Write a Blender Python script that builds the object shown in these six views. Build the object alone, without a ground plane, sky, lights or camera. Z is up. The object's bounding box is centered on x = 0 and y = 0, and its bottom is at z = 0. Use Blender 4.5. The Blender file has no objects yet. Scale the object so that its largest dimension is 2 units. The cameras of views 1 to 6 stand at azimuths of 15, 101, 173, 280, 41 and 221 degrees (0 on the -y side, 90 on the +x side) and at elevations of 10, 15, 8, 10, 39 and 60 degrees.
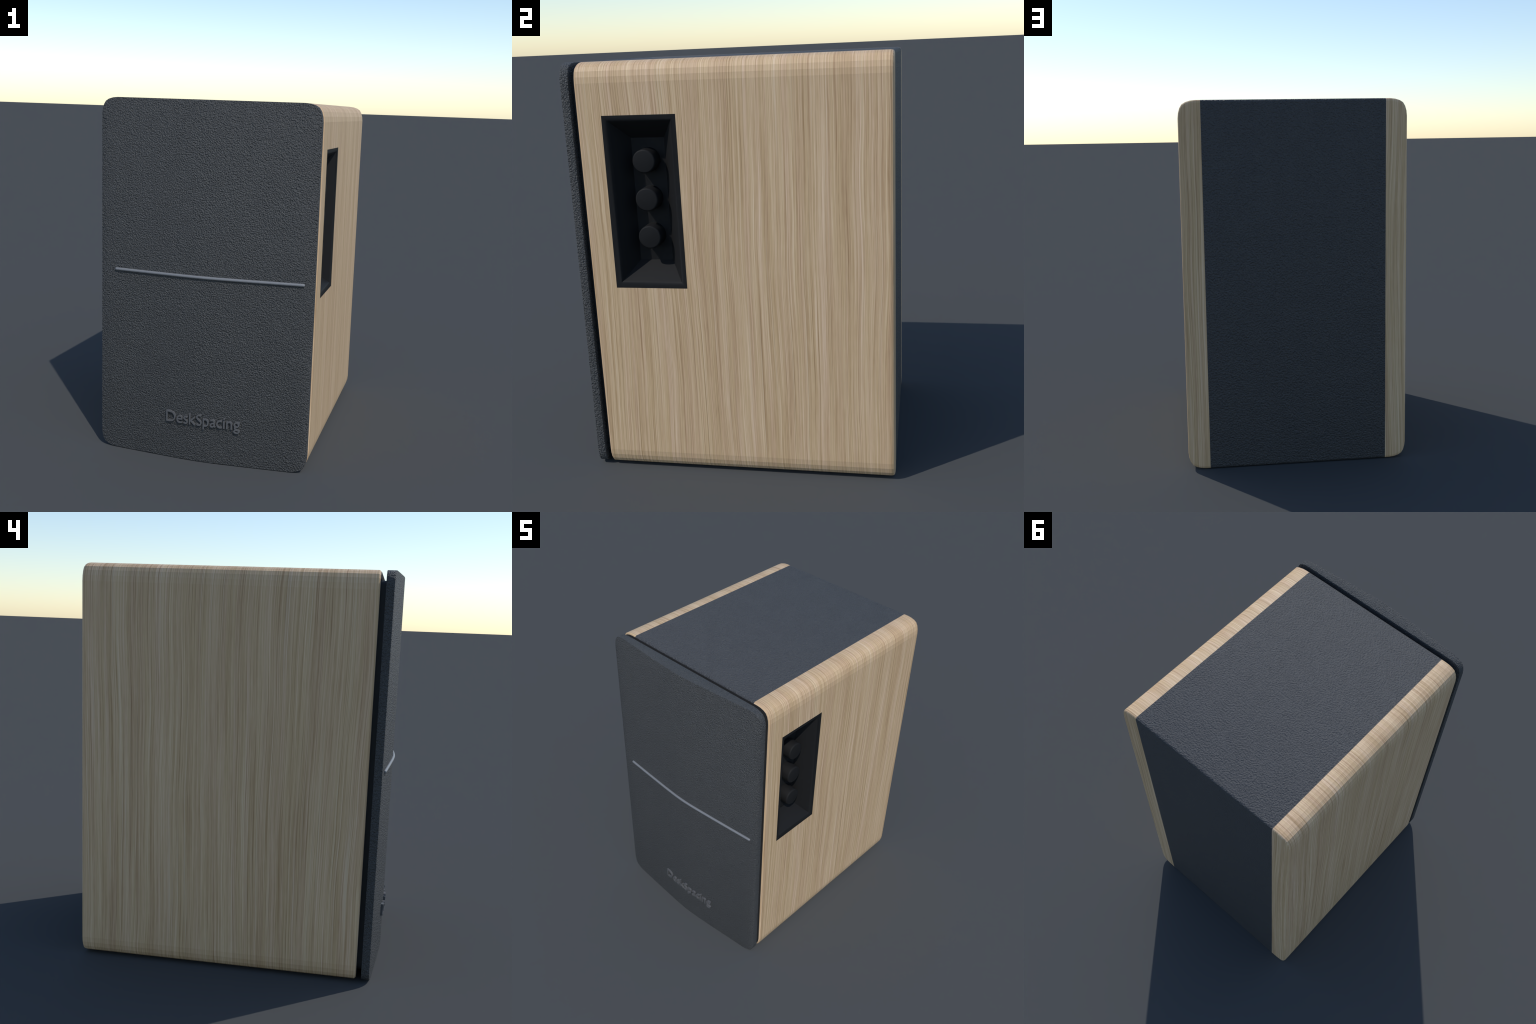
"""Wood-sided bookshelf loudspeaker with a raised fabric grille, an accent bar,
raised lettering and a recessed side control well with three knobs."""
import bpy, bmesh, math

# ------------------------------------------------------------------ sizes (m)
HALF_W, TOP = 0.6092, 2.0            # half width, height
R = 0.093                          # reach of the long rounded edges
# six flat facets per rounded edge, a little squarer than a circle: (from side, from top)
CORNER = [(0.0, 0.093), (0.003, 0.0655), (0.0105, 0.0405), (0.022, 0.022), (0.0405, 0.0105), (0.0655, 0.003), (0.093, 0.0)]
SEG = len(CORNER) - 1
SEAM = 0.491                       # where wood meets the black core
CAB_TOP = 1.9995                   # top of the cabinet, level with the grille
Y_FRONT, Y_BACK = -0.655, 0.773    # cabinet depth
CH_FRONT, CH_BACK = 0.008, 0.016   # softening of the cabinet's end edges
# back edge roll: (distance in front of the back plane, inset of the outline)
BACK_ROLL = [(0.016, 0.0), (0.0065, 0.0024), (0.0024, 0.0065), (0.0, 0.016)]
GROOVE = 0.048                     # how far the mount behind the grille is inset
GRILLE_BACK, GRILLE_CROWN = -0.681, -0.763
WELL_Y, WELL_Z = (-0.538, -0.189), (0.950, 1.7615)
FLOOR_X, FLOOR_Y, FLOOR_Z = 0.500, (-0.445, -0.284), (1.062, 1.648)
KNOB_FRONT, KNOB_Y, KNOB_R, KNOB_Z = 0.577, -0.366, 0.0550, (1.547, 1.368, 1.189)
BAR_Z, BAR_X, BAR_R = 1.056, (-0.515, 0.552), 0.0086


def crown(x):
    """y of the grille's front surface: a soft V, foremost in the middle."""
    a = 0.0086
    return GRILLE_CROWN + math.sqrt((0.083 * x) ** 2 + a * a) - a


# ------------------------------------------------------------------ materials
def nodes_of(name):
    m = bpy.data.materials.new(name)
    m.use_nodes = True
    t = m.node_tree
    return m, t, t.nodes["Principled BSDF"]


def add(t, kind, **props):
    n = t.nodes.new(kind)
    for k, v in props.items():
        setattr(n, k, v)
    return n


def math_node(t, op, a, b=None):
    n = add(t, "ShaderNodeMath", operation=op)
    for i, v in enumerate((a, b)):
        if v is None:
            continue
        if isinstance(v, (int, float)):
            n.inputs[i].default_value = v
        else:
            t.links.new(v, n.inputs[i])
    return n.outputs[0]


def ramp(t, fac, stops):
    n = add(t, "ShaderNodeValToRGB")
    e = n.color_ramp.elements
    while len(e) < len(stops):
        e.new(0.5)
    for el, (p, c) in zip(e, stops):
        el.position, el.color = p, (*c, 1)
    t.links.new(fac, n.inputs[0])
    return n.outputs[0]


def mix(t, fac, a, b, mode="MIX"):
    n = add(t, "ShaderNodeMix", data_type="RGBA", blend_type=mode)
    for sock, v in ((n.inputs[0], fac), (n.inputs[6], a), (n.inputs[7], b)):
        if isinstance(v, (int, float)):
            sock.default_value = v
        elif isinstance(v, tuple):
            sock.default_value = (*v, 1)
        else:
            t.links.new(v, sock)
    return n.outputs[2]


def wood_material(name, across):
    """Pale straight-grained veneer; grain runs along z, streaks vary along `across`."""
    m, t, p = nodes_of(name)
    co = add(t, "ShaderNodeTexCoord")
    sep = add(t, "ShaderNodeSeparateXYZ")
    t.links.new(co.outputs["Object"], sep.inputs[0])
    X, Y, Z = sep.outputs
    if across == "Y":
        c, side = Y, X
    else:
        c, side = X, Y

    def field(fc, fz, fs, detail, rough, src=None, offset=0.0):
        n = add(t, "ShaderNodeTexNoise", noise_dimensions="3D")
        n.inputs["Scale"].default_value = 1.0
        n.inputs["Detail"].default_value = detail
        n.inputs["Roughness"].default_value = rough
        v = add(t, "ShaderNodeCombineXYZ")
        t.links.new(math_node(t, "ADD", math_node(t, "MULTIPLY", src or c, fc), offset), v.inputs[0])
        t.links.new(math_node(t, "MULTIPLY", side, fs), v.inputs[1])
        t.links.new(math_node(t, "MULTIPLY", Z, fz), v.inputs[2])
        t.links.new(v.outputs[0], n.inputs["Vector"])
        return n.outputs[0]

    # the grain wanders slowly sideways on its way up
    wander = math_node(t, "MULTIPLY", math_node(t, "SUBTRACT", field(1.6, 0.8, 0.6, 1, 0.5), 0.5), 0.07)
    wiggle = math_node(t, "MULTIPLY", math_node(t, "SUBTRACT", field(7.0, 2.6, 1.0, 1, 0.5, offset=9.0), 0.5), 0.010)
    g = math_node(t, "ADD", math_node(t, "ADD", c, wander), wiggle)
    streak = field(105.0, 0.50, 1.5, 2.0, 0.6, g, 3.0)
    fine = field(290.0, 1.9, 3.0, 2.0, 0.6, g, 17.0)
    broad = field(14.0, 0.5, 1.0, 2.0, 0.5, g, 31.0)
    fleck = field(230.0, 14.0, 8.0, 1.0, 0.5, g, 47.0)
    tone = math_node(t, "ADD", math_node(t, "MULTIPLY", streak, 0.42), math_node(t, "MULTIPLY", fine, 0.42))
    tone = math_node(t, "ADD", tone, math_node(t, "MULTIPLY", broad, 0.18))
    tone = math_node(t, "ADD", tone, math_node(t, "MULTIPLY", fleck, 0.10))
    tone = math_node(t, "SUBTRACT", tone, 0.06)
    # thin dark pores: long hairlines plus shorter dashes
    pores = ramp(t, field(165.0, 0.8, 2.0, 2.0, 0.6, g, 91.0), [(0.57, (0, 0, 0)), (0.70, (1, 1, 1))])
    dashes = ramp(t, field(240.0, 3.5, 4.0, 1.0, 0.5, g, 113.0), [(0.60, (0, 0, 0)), (0.75, (1, 1, 1))])
    pale = ramp(t, field(150.0, 0.8, 2.0, 1.0, 0.5, g, 137.0), [(0.62, (0, 0, 0)), (0.74, (1, 1, 1))])
    col = ramp(t, tone, [(0.32, WOOD_DARK), (0.43, WOOD_LOW), (0.52, WOOD_MID), (0.66, WOOD_LIGHT)])
    hue = ramp(t, field(48.0, 0.6, 1.0, 2.0, 0.5, g, 71.0), [(0.40, (0, 0, 0)), (0.66, (1, 1, 1))])
    col = mix(t, math_node(t, "MULTIPLY", hue, 0.75), col, WOOD_PINK, "MULTIPLY")
    col = mix(t, math_node(t, "MULTIPLY", pores, 0.85), col, (0.70, 0.63, 0.56), "MULTIPLY")
    col = mix(t, math_node(t, "MULTIPLY", dashes, 0.7), col, (0.80, 0.74, 0.68), "MULTIPLY")
    col = mix(t, math_node(t, "MULTIPLY", pale, 0.5), col, (0.76, 0.60, 0.42))
    t.links.new(col, p.inputs["Base Color"])
    p.inputs["Roughness"].default_value = 0.55
    p.inputs["Specular IOR Level"].default_value = 0.35
    return m


WOOD_DARK, WOOD_LOW = (0.355, 0.214, 0.108), (0.54, 0.366, 0.199)
WOOD_MID, WOOD_LIGHT = (0.635, 0.448, 0.261), (0.78, 0.589, 0.388)
WOOD_PINK = (0.985, 0.95, 1.02)


def grained_black(name, base, rough, scale, height, spec=0.5):
    """Charcoal skin with a leathery, pebbled grain."""
    m, t, p = nodes_of(name)
    co = add(t, "ShaderNodeTexCoord")
    a = add(t, "ShaderNodeTexNoise")
    a.inputs["Scale"].default_value = scale
    a.inputs["Detail"].default_value = 1.5
    a.inputs["Roughness"].default_value = 0.55
    a.inputs["Distortion"].default_value = 0.15
    b = add(t, "ShaderNodeTexNoise")
    b.inputs["Scale"].default_value = 9.0
    b.inputs["Detail"].default_value = 2.0
    for n in (a, b):
        t.links.new(co.outputs["Object"], n.inputs["Vector"])
    bump = add(t, "ShaderNodeBump")
    bump.inputs["Strength"].default_value = 1.0
    bump.inputs["Distance"].default_value = height
    t.links.new(a.outputs[0], bump.inputs["Height"])
    t.links.new(bump.outputs[0], p.inputs["Normal"])
    dark = tuple(v * 0.97 for v in base)
    light = tuple(v * 1.03 for v in base)
    t.links.new(ramp(t, b.outputs[0], [(0.35, dark), (0.65, light)]), p.inputs["Base Color"])
    p.inputs["Roughness"].default_value = rough
    p.inputs["Specular IOR Level"].default_value = spec
    return m


def plain(name, base, rough, metallic=0.0, spec=0.5):
    m, t, p = nodes_of(name)
    co = add(t, "ShaderNodeTexCoord")
    n = add(t, "ShaderNodeTexNoise")
    n.inputs["Scale"].default_value = 40.0
    t.links.new(co.outputs["Object"], n.inputs["Vector"])
    t.links.new(ramp(t, n.outputs[0], [(0.3, tuple(v * 0.97 for v in base)), (0.7, tuple(v * 1.03 for v in base))]),
                p.inputs["Base Color"])
    p.inputs["Roughness"].default_value = rough
    p.inputs["Metallic"].default_value = metallic
    p.inputs["Specular IOR Level"].default_value = spec
    return m


MAT_WOOD = wood_material("oak_veneer_side", "Y")
MAT_WOOD_END = wood_material("oak_veneer_back_edge", "X")
MAT_FABRIC = grained_black("charcoal_grille_cloth", (0.068, 0.069, 0.0695), 0.66, 142.0, 0.0155, 0.42)
MAT_CORE = grained_black("charcoal_cabinet_vinyl", (0.058, 0.059, 0.062), 0.65, 105.0, 0.0110, 0.44)
MAT_MOUNT = plain("dark_baffle", (0.030, 0.031, 0.033), 0.6)
MAT_PLASTIC = plain("black_plastic", (0.0145, 0.0145, 0.015), 0.6, 0.0, 0.12)
MAT_BAR = plain("brushed_grey_metal", (0.185, 0.19, 0.20), 0.45, 0.0)
MAT_LETTER = plain("dark_grey_lettering", (0.100, 0.101, 0.105), 0.5)


# ------------------------------------------------------------------ mesh tools
def make(name, verts, faces, mats, parent=None, slots=None, smooth_angle=None, bevel=None):
    me = bpy.data.meshes.new(name)
    me.from_pydata(verts, [], faces)
    for mt in mats:
        me.materials.append(mt)
    if slots:
        for poly, s in zip(me.polygons, slots):
            poly.material_index = s
    bm = bmesh.new()
    bm.from_mesh(me)
    bmesh.ops.remove_doubles(bm, verts=bm.verts, dist=1e-6)
    bmesh.ops.recalc_face_normals(bm, faces=bm.faces)
    if bevel:
        width, segs, angle = bevel
        edges = [e for e in bm.edges if len(e.link_faces) == 2 and e.calc_face_angle() > angle]
        bmesh.ops.bevel(bm, geom=edges, offset=width, segments=segs, affect="EDGES", profile=0.5, clamp_overlap=True)
    if smooth_angle is not None:
        for f in bm.faces:
            f.smooth = True
        for e in bm.edges:
            e.smooth = not (len(e.link_faces) == 2 and e.calc_face_angle() > smooth_angle)
    bm.to_mesh(me)
    bm.free()
    ob = bpy.data.objects.new(name, me)
    bpy.context.scene.collection.objects.link(ob)
    if parent:
        ob.parent = parent
    return ob


def side_outline(d, top=CAB_TOP):
    """Right-hand outer outline in x,z from the bottom seam to the top seam, inset by d."""
    k = (R - d) / R
    low = [(HALF_W - d - a * k, d + b * k) for a, b in reversed(CORNER)]
    high = [(HALF_W - d - a * k, top - d - b * k) for a, b in CORNER]
    return [(SEAM, d)] + low + high + [(SEAM, top - d)]


def full_outline(d):
    right = side_outline(d)
    return right + [(-x, z) for x, z in reversed(right)]


# ------------------------------------------------------------------ the thing
speaker = bpy.data.objects.new("bookshelf_speaker", None)
bpy.context.scene.collection.objects.link(speaker)
speaker["label"] = "bookshelf speaker with pale wood sides and charcoal fabric grille"
speaker["category"] = "loudspeaker"


# ---- black cabinet core between the wood cheeks
def core():
    stations = [(Y_FRONT, CH_FRONT), (Y_FRONT + CH_FRONT, 0.0)] + [(Y_BACK - dy, d) for dy, d in BACK_ROLL]
    v, f = [], []
    for y, d in stations:
        v += [(-SEAM, y, d), (SEAM, y, d), (SEAM, y, CAB_TOP - d), (-SEAM, y, CAB_TOP - d)]
    for s in range(len(stations) - 1):
        for k in range(4):
            a, b = s * 4 + k, s * 4 + (k + 1) % 4
            f.append((a, b, b + 4, a + 4))
    n = (len(stations) - 1) * 4
    f += [(0, 3, 2, 1), (n, n + 1, n + 2, n + 3)]
    return make("cabinet_body", v, f, [MAT_CORE], speaker, smooth_angle=math.radians(50))


# ---- wooden cheeks; the right one is cut open for the control well
def cheek(sign, opening):
    v, f, s = [], [], []

    def quad(pts, slot):
        f.append(tuple(range(len(v), len(v) + len(pts))))
        v.extend((sign * x, y, z) for x, y, z in pts)
        s.append(slot)

    o0, o1 = side_outline(CH_FRONT), side_outline(0)
    roll = [(Y_BACK - dy, side_outline(d)) for dy, d in BACK_ROLL]
    ya, yb = Y_FRONT + CH_FRONT, Y_BACK - CH_BACK
    for i in range(len(o1) - 1):
        (x0, z0), (x1, z1) = o1[i], o1[i + 1]
        if opening and i == SEG + 1:       # the flat face, laid round the opening
            ys, zs = [ya, *WELL_Y, yb], [z0, *WELL_Z, z1]
            for j in range(3):
                for k in range(3):
                    if (j, k) != (1, 1):
                        quad([(x0, ys[j], zs[k]), (x0, ys[j + 1], zs[k]), (x0, ys[j + 1], zs[k + 1]), (x0, ys[j], zs[k + 1])], 0)
        else:
            quad([(x0, ya, z0), (x0, yb, z0), (x1, yb, z1), (x1, ya, z1)], 0)
        quad([(o0[i][0], Y_FRONT, o0[i][1]), (x0, ya, z0), (x1, ya, z1), (o0[i + 1][0], Y_FRONT, o0[i + 1][1])], 0)
        for j in range(len(roll) - 1):
            (y2, p), (y3, q) = roll[j], roll[j + 1]
            quad([(p[i][0], y2, p[i][1]), (q[i][0], y3, q[i][1]), (q[i + 1][0], y3, q[i + 1][1]), (p[i + 1][0], y2, p[i + 1][1])], int(j > 0))
    quad([(x, Y_BACK, z) for x, z in roll[-1][1]], 1)
    quad([(x, Y_FRONT, z) for x, z in reversed(o0)], 0)
    ring = [(Y_FRONT, CH_FRONT), (ya, 0)] + [(Y_BACK - dy, d) for dy, d in BACK_ROLL]
    quad([(SEAM, y, d) for y, d in ring] + [(SEAM, y, CAB_TOP - d) for y, d in reversed(ring)], 0)
    return make("side_panel", v, f, [MAT_WOOD, MAT_WOOD_END], speaker, slots=s)


# ---- dark baffle and the inset mount that leaves the shadow gap
def mount():
    v, f = [], []
    rings = [(CH_FRONT + 0.0005, Y_FRONT + 0.004), (CH_FRONT + 0.0005, Y_FRONT - 0.0015), (GROOVE, Y_FRONT - 0.0015), (GROOVE, GRILLE_BACK - 0.006)]
    n = len(full_outline(0))
    for d, y in rings:
        v += [(x, y, z) for x, z in full_outline(d)]
    for r in range(len(rings) - 1):
        for k in range(n):
            a, b = r * n + k, r * n + (k + 1) % n
            f.append((a, b, b + n, a + n))
    f.append(tuple(range(n - 1, -1, -1)))
    f.append(tuple(range((len(rings) - 1) * n, len(rings) * n)))
    return make("grille_mount", v, f, [MAT_MOUNT], speaker, smooth_angle=math.radians(30))


# ---- grille: rounded plate whose front swells to a soft vertical ridge
def grille():
    start = HALF_W - R
    bend = {round(HALF_W - a, 6): b for a, b in CORNER}
    half = sorted(bend)
    flat = [start * i / 24 for i in range(-24, 25)]
    xs = [-x for x in reversed(half[1:])] + flat + half[1:]

    def cut(x):
        return bend.get(round(abs(x), 6), 0.0)

    v, f = [], []
    for x in xs:
        c = cut(x)
        v += [(x, GRILLE_BACK, c), (x, crown(x), c), (x, crown(x), TOP - c), (x, GRILLE_BACK, TOP - c)]
    for i in range(len(xs) - 1):
        a, b = 4 * i, 4 * i + 4
        for k in range(4):
            l = (k + 1) % 4
            f.append((a + k, a + l, b + l, b + k))
    f.append((0, 1, 2, 3))
    n = 4 * (len(xs) - 1)
    f.append((n + 3, n + 2, n + 1, n))
    return make("front_grille", v, f, [MAT_FABRIC], speaker, smooth_angle=math.radians(35), bevel=(0.005, 2, math.radians(50)))


# ---- accent bar: a half-sunk rod that follows the swell, with round ends
def bar(parent):
    v, f, n, m = [], [], 60, 14
    spine = []
    for i in range(n + 1):
        spine.append((BAR_X[0] + (BAR_X[1] - BAR_X[0]) * i / n, 1.0))
    caps = [math.sin(math.pi / 2 * k / 5) for k in range(5)]
    left = [(BAR_X[0] - BAR_R * math.cos(math.asin(c)) , max(c, 0.02)) for c in caps]
    right = [(BAR_X[1] + BAR_R * math.cos(math.asin(c)), max(c, 0.02)) for c in reversed(caps)]
    for x, s in left + spine + right:
        y = crown(x) - 0.0022
        v += [(x, y - BAR_R * s * math.cos(2 * math.pi * k / m), BAR_Z + BAR_R * s * math.sin(2 * math.pi * k / m)) for k in range(m)]
    rows = len(v) // m
    for i in range(rows - 1):
        for k in range(m):
            l = (k + 1) % m
            f.append((i * m + k, i * m + l, (i + 1) * m + l, (i + 1) * m + k))
    f.append(tuple(range(m)))
    f.append(tuple(range(len(v) - m, len(v))))
    return make("accent_bar", v, f, [MAT_BAR], parent, smooth_angle=math.radians(60))


# ---- raised lettering, each letter drawn with humanist pen strokes
def smooth_path(pts, closed=False, steps=7):
    out, n = [], len(pts)
    for i in range(n if closed else n - 1):
        if closed:
            p = [pts[(i + k) % n] for k in (-1, 0, 1, 2)]
        else:
            p = [pts[max(0, i - 1)], pts[i], pts[i + 1], pts[min(n - 1, i + 2)]]
        for s in range(steps):
            t = s / steps
            out.append(tuple(0.5 * (2 * p[1][k] + (p[2][k] - p[0][k]) * t
                                    + (2 * p[0][k] - 5 * p[1][k] + 4 * p[2][k] - p[3][k]) * t * t
                                    + (3 * p[1][k] - p[0][k] - 3 * p[2][k] + p[3][k]) * t ** 3) for k in (0, 1)))
    if not closed:
        out.append(pts[-1])
    return out


def ellipse(cx, cz, rx, rz, n=10):
    return [(cx + rx * math.cos(2 * math.pi * k / n), cz + rz * math.sin(2 * math.pi * k / n)) for k in range(n)]


# strokes in millimetres: (points, kind) with kind line / curve / loop
GLYPHS = {
    "D": [([(4.5, 0), (4.5, 64)], "line"),
          ([(4.5, 59.5), (22, 59.5), (43, 53), (54, 32), (43, 11), (22, 4.5), (4.5, 4.5)], "curve")],
    "e": [([(6, 24), (34, 24)], "line"),
          ([(33.5, 22), (31, 36), (20, 41.5), (8.5, 35), (4.5, 22.5), (8.5, 9.5), (20, 3.8), (36, 7.5)], "curve")],
    "s": [([(27, 39), (17, 41.5), (8, 38), (7, 31), (15, 25), (24, 18), (25, 9), (16, 3.5), (3, 6.5)], "curve")],
    "k": [([(4.5, 0), (4.5, 63)], "line"), ([(8, 21), (32, 44)], "line"), ([(10, 25), (36, 1)], "line")],
    "S": [([(30, 58), (20, 60.5), (9, 57), (6, 48), (11, 39), (22, 30), (30.5, 20), (28, 9), (17, 3.5), (4, 8)], "curve")],
    "p": [([(4.5, -18), (4.5, 45)], "line"),
          ([(5, 37), (14, 41.5), (26, 38), (31.5, 23.5), (27, 9), (15, 3.5), (5, 7)], "curve")],
    "a": [([(5, 38), (15, 41.5), (25, 38), (27, 29), (27, 11), (33, 3.5)], "curve"),
          ([(27, 25.5), (13, 22), (5, 13), (9, 4.8), (17, 4), (27, 11)], "curve")],
    "c": [([(33, 39.5), (22, 41.5), (10, 36), (4.5, 22.5), (10, 8), (21, 3.5), (33, 6.5)], "curve")],
    "i": [([(4.5, 0), (4.5, 44)], "line"), ([(4.5, 53), (6, 60)], "line")],
    "n": [([(4.5, 0), (4.5, 45)], "line"),
          ([(4.5, 33), (12, 39.5), (21, 41), (28, 36), (29.5, 24), (29.5, 12), (29.5, 0)], "curve")],
    "g": [(ellipse(17, 29, 12, 12), "loop"), ([(20, 40.5), (36, 41.5)], "line"),
          (ellipse(18, -8.5, 14, 8.2), "loop"), ([(11, 19), (8, 11), (13, 4), (20, 0)], "curve")],
}
WORD = [("D", -194), ("e", -131), ("s", -91), ("k", -55), ("S", -14), ("p", 26), ("a", 66), ("c", 104),
        ("i", 143.5), ("n", 161), ("g", 202)]
BASELINE, PEN, RAISE = 0.2155, 4.0, 0.0115


def letter(ch, left, parent):
    v, f = [], []
    for lift, (pts, kind) in enumerate(GLYPHS[ch]):
        closed = kind == "loop"
        path = list(pts) if kind == "line" else smooth_path(pts, closed)
        n, rows = len(path), []
        for i, (px, pz) in enumerate(path):
            a = path[(i - 1) % n] if closed or i else path[0]
            b = path[(i + 1) % n] if closed or i < n - 1 else path[-1]
            dx, dz = b[0] - a[0], b[1] - a[1]
            k = PEN / math.hypot(dx, dz)
            rows.append([(px - dz * k, pz + dx * k), (px + dz * k, pz - dx * k)])
        base = len(v)
        for pair in rows:
            for depth in (RAISE + 0.00035 * lift, -0.004):
                for gx, gz in pair:
                    x = (left + gx) / 1000
                    v.append((x, crown(x) - depth, BASELINE + gz / 1000))
        for i in range(n if closed else n - 1):
            a, b = base + 4 * i, base + 4 * ((i + 1) % n)
            for p, q in ((0, 1), (1, 3), (3, 2), (2, 0)):
                f.append((a + p, a + q, b + q, b + p))
        if not closed:
            e = base + 4 * (n - 1)
            f += [(base, base + 2, base + 3, base + 1), (e, e + 1, e + 3, e + 2)]
    return make("raised_letter", v, f, [MAT_LETTER], parent, smooth_angle=math.radians(35))


# ---- control well with softly rolled lip and sloping walls
def well():
    v, f = [], []
    steps = [(0.0, HALF_W), (0.008, HALF_W - 0.0003), (0.016, HALF_W - 0.0016), (0.0225, HALF_W - 0.0045), (0.028, HALF_W - 0.0095)]
    rings = [((WELL_Y[0] + d, WELL_Y[1] - d), (WELL_Z[0] + d, WELL_Z[1] - d), x) for d, x in steps]
    (ya, yb), (za, zb), xl = rings[-1]
    for f_down in (0.07, 1.0):          # a short first step keeps the lip's roll local
        rings.append(((ya + (FLOOR_Y[0] - ya) * f_down, yb + (FLOOR_Y[1] - yb) * f_down),
                      (za + (FLOOR_Z[0] - za) * f_down, zb + (FLOOR_Z[1] - zb) * f_down),
                      xl + (FLOOR_X - xl) * f_down))
    for (y0, y1), (z0, z1), x in rings:
        v += [(x, y0, z0), (x, y1, z0), (x, y1, z1), (x, y0, z1)]
    for r in range(len(rings) - 1):
        for k in range(4):
            a, b = 4 * r + k, 4 * r + (k + 1) % 4
            f.append((a, b, b + 4, a + 4))
    n = 4 * (len(rings) - 1)
    f.append((n, n + 1, n + 2, n + 3))
    ob = make("control_well", v, f, [MAT_PLASTIC], speaker, smooth_angle=math.radians(38))
    return ob


def knob_mesh():
    n = 40
    profile = [(0.0, KNOB_R * 1.03), (KNOB_FRONT - FLOOR_X - 0.008, KNOB_R), (KNOB_FRONT - FLOOR_X - 0.004, KNOB_R - 0.0012),
               (KNOB_FRONT - FLOOR_X - 0.0008, KNOB_R - 0.0045), (KNOB_FRONT - FLOOR_X, KNOB_R - 0.0075)]
    v, f = [], []
    for x, r in profile:
        v += [(x, r * math.cos(2 * math.pi * k / n), r * math.sin(2 * math.pi * k / n)) for k in range(n)]
    for i in range(len(profile) - 1):
        for k in range(n):
            l = (k + 1) % n
            f.append((i * n + k, i * n + l, (i + 1) * n + l, (i + 1) * n + k))
    f.append(tuple(range(len(v) - n, len(v))))
    f.append(tuple(range(n - 1, -1, -1)))
    return make("control_knob", v, f, [MAT_PLASTIC], None, smooth_angle=math.radians(40))


core()
cheek(1, True)
cheek(-1, False)
mount()
front = grille()
bar(front)
for ch, left in WORD:
    letter(ch, left, front)
panel = well()
first = knob_mesh()
for i, z in enumerate(KNOB_Z):
    k = first if i == 0 else first.copy()
    if i:
        bpy.context.scene.collection.objects.link(k)
    k.parent = panel
    k.location = (FLOOR_X - 0.0005, KNOB_Y, z)
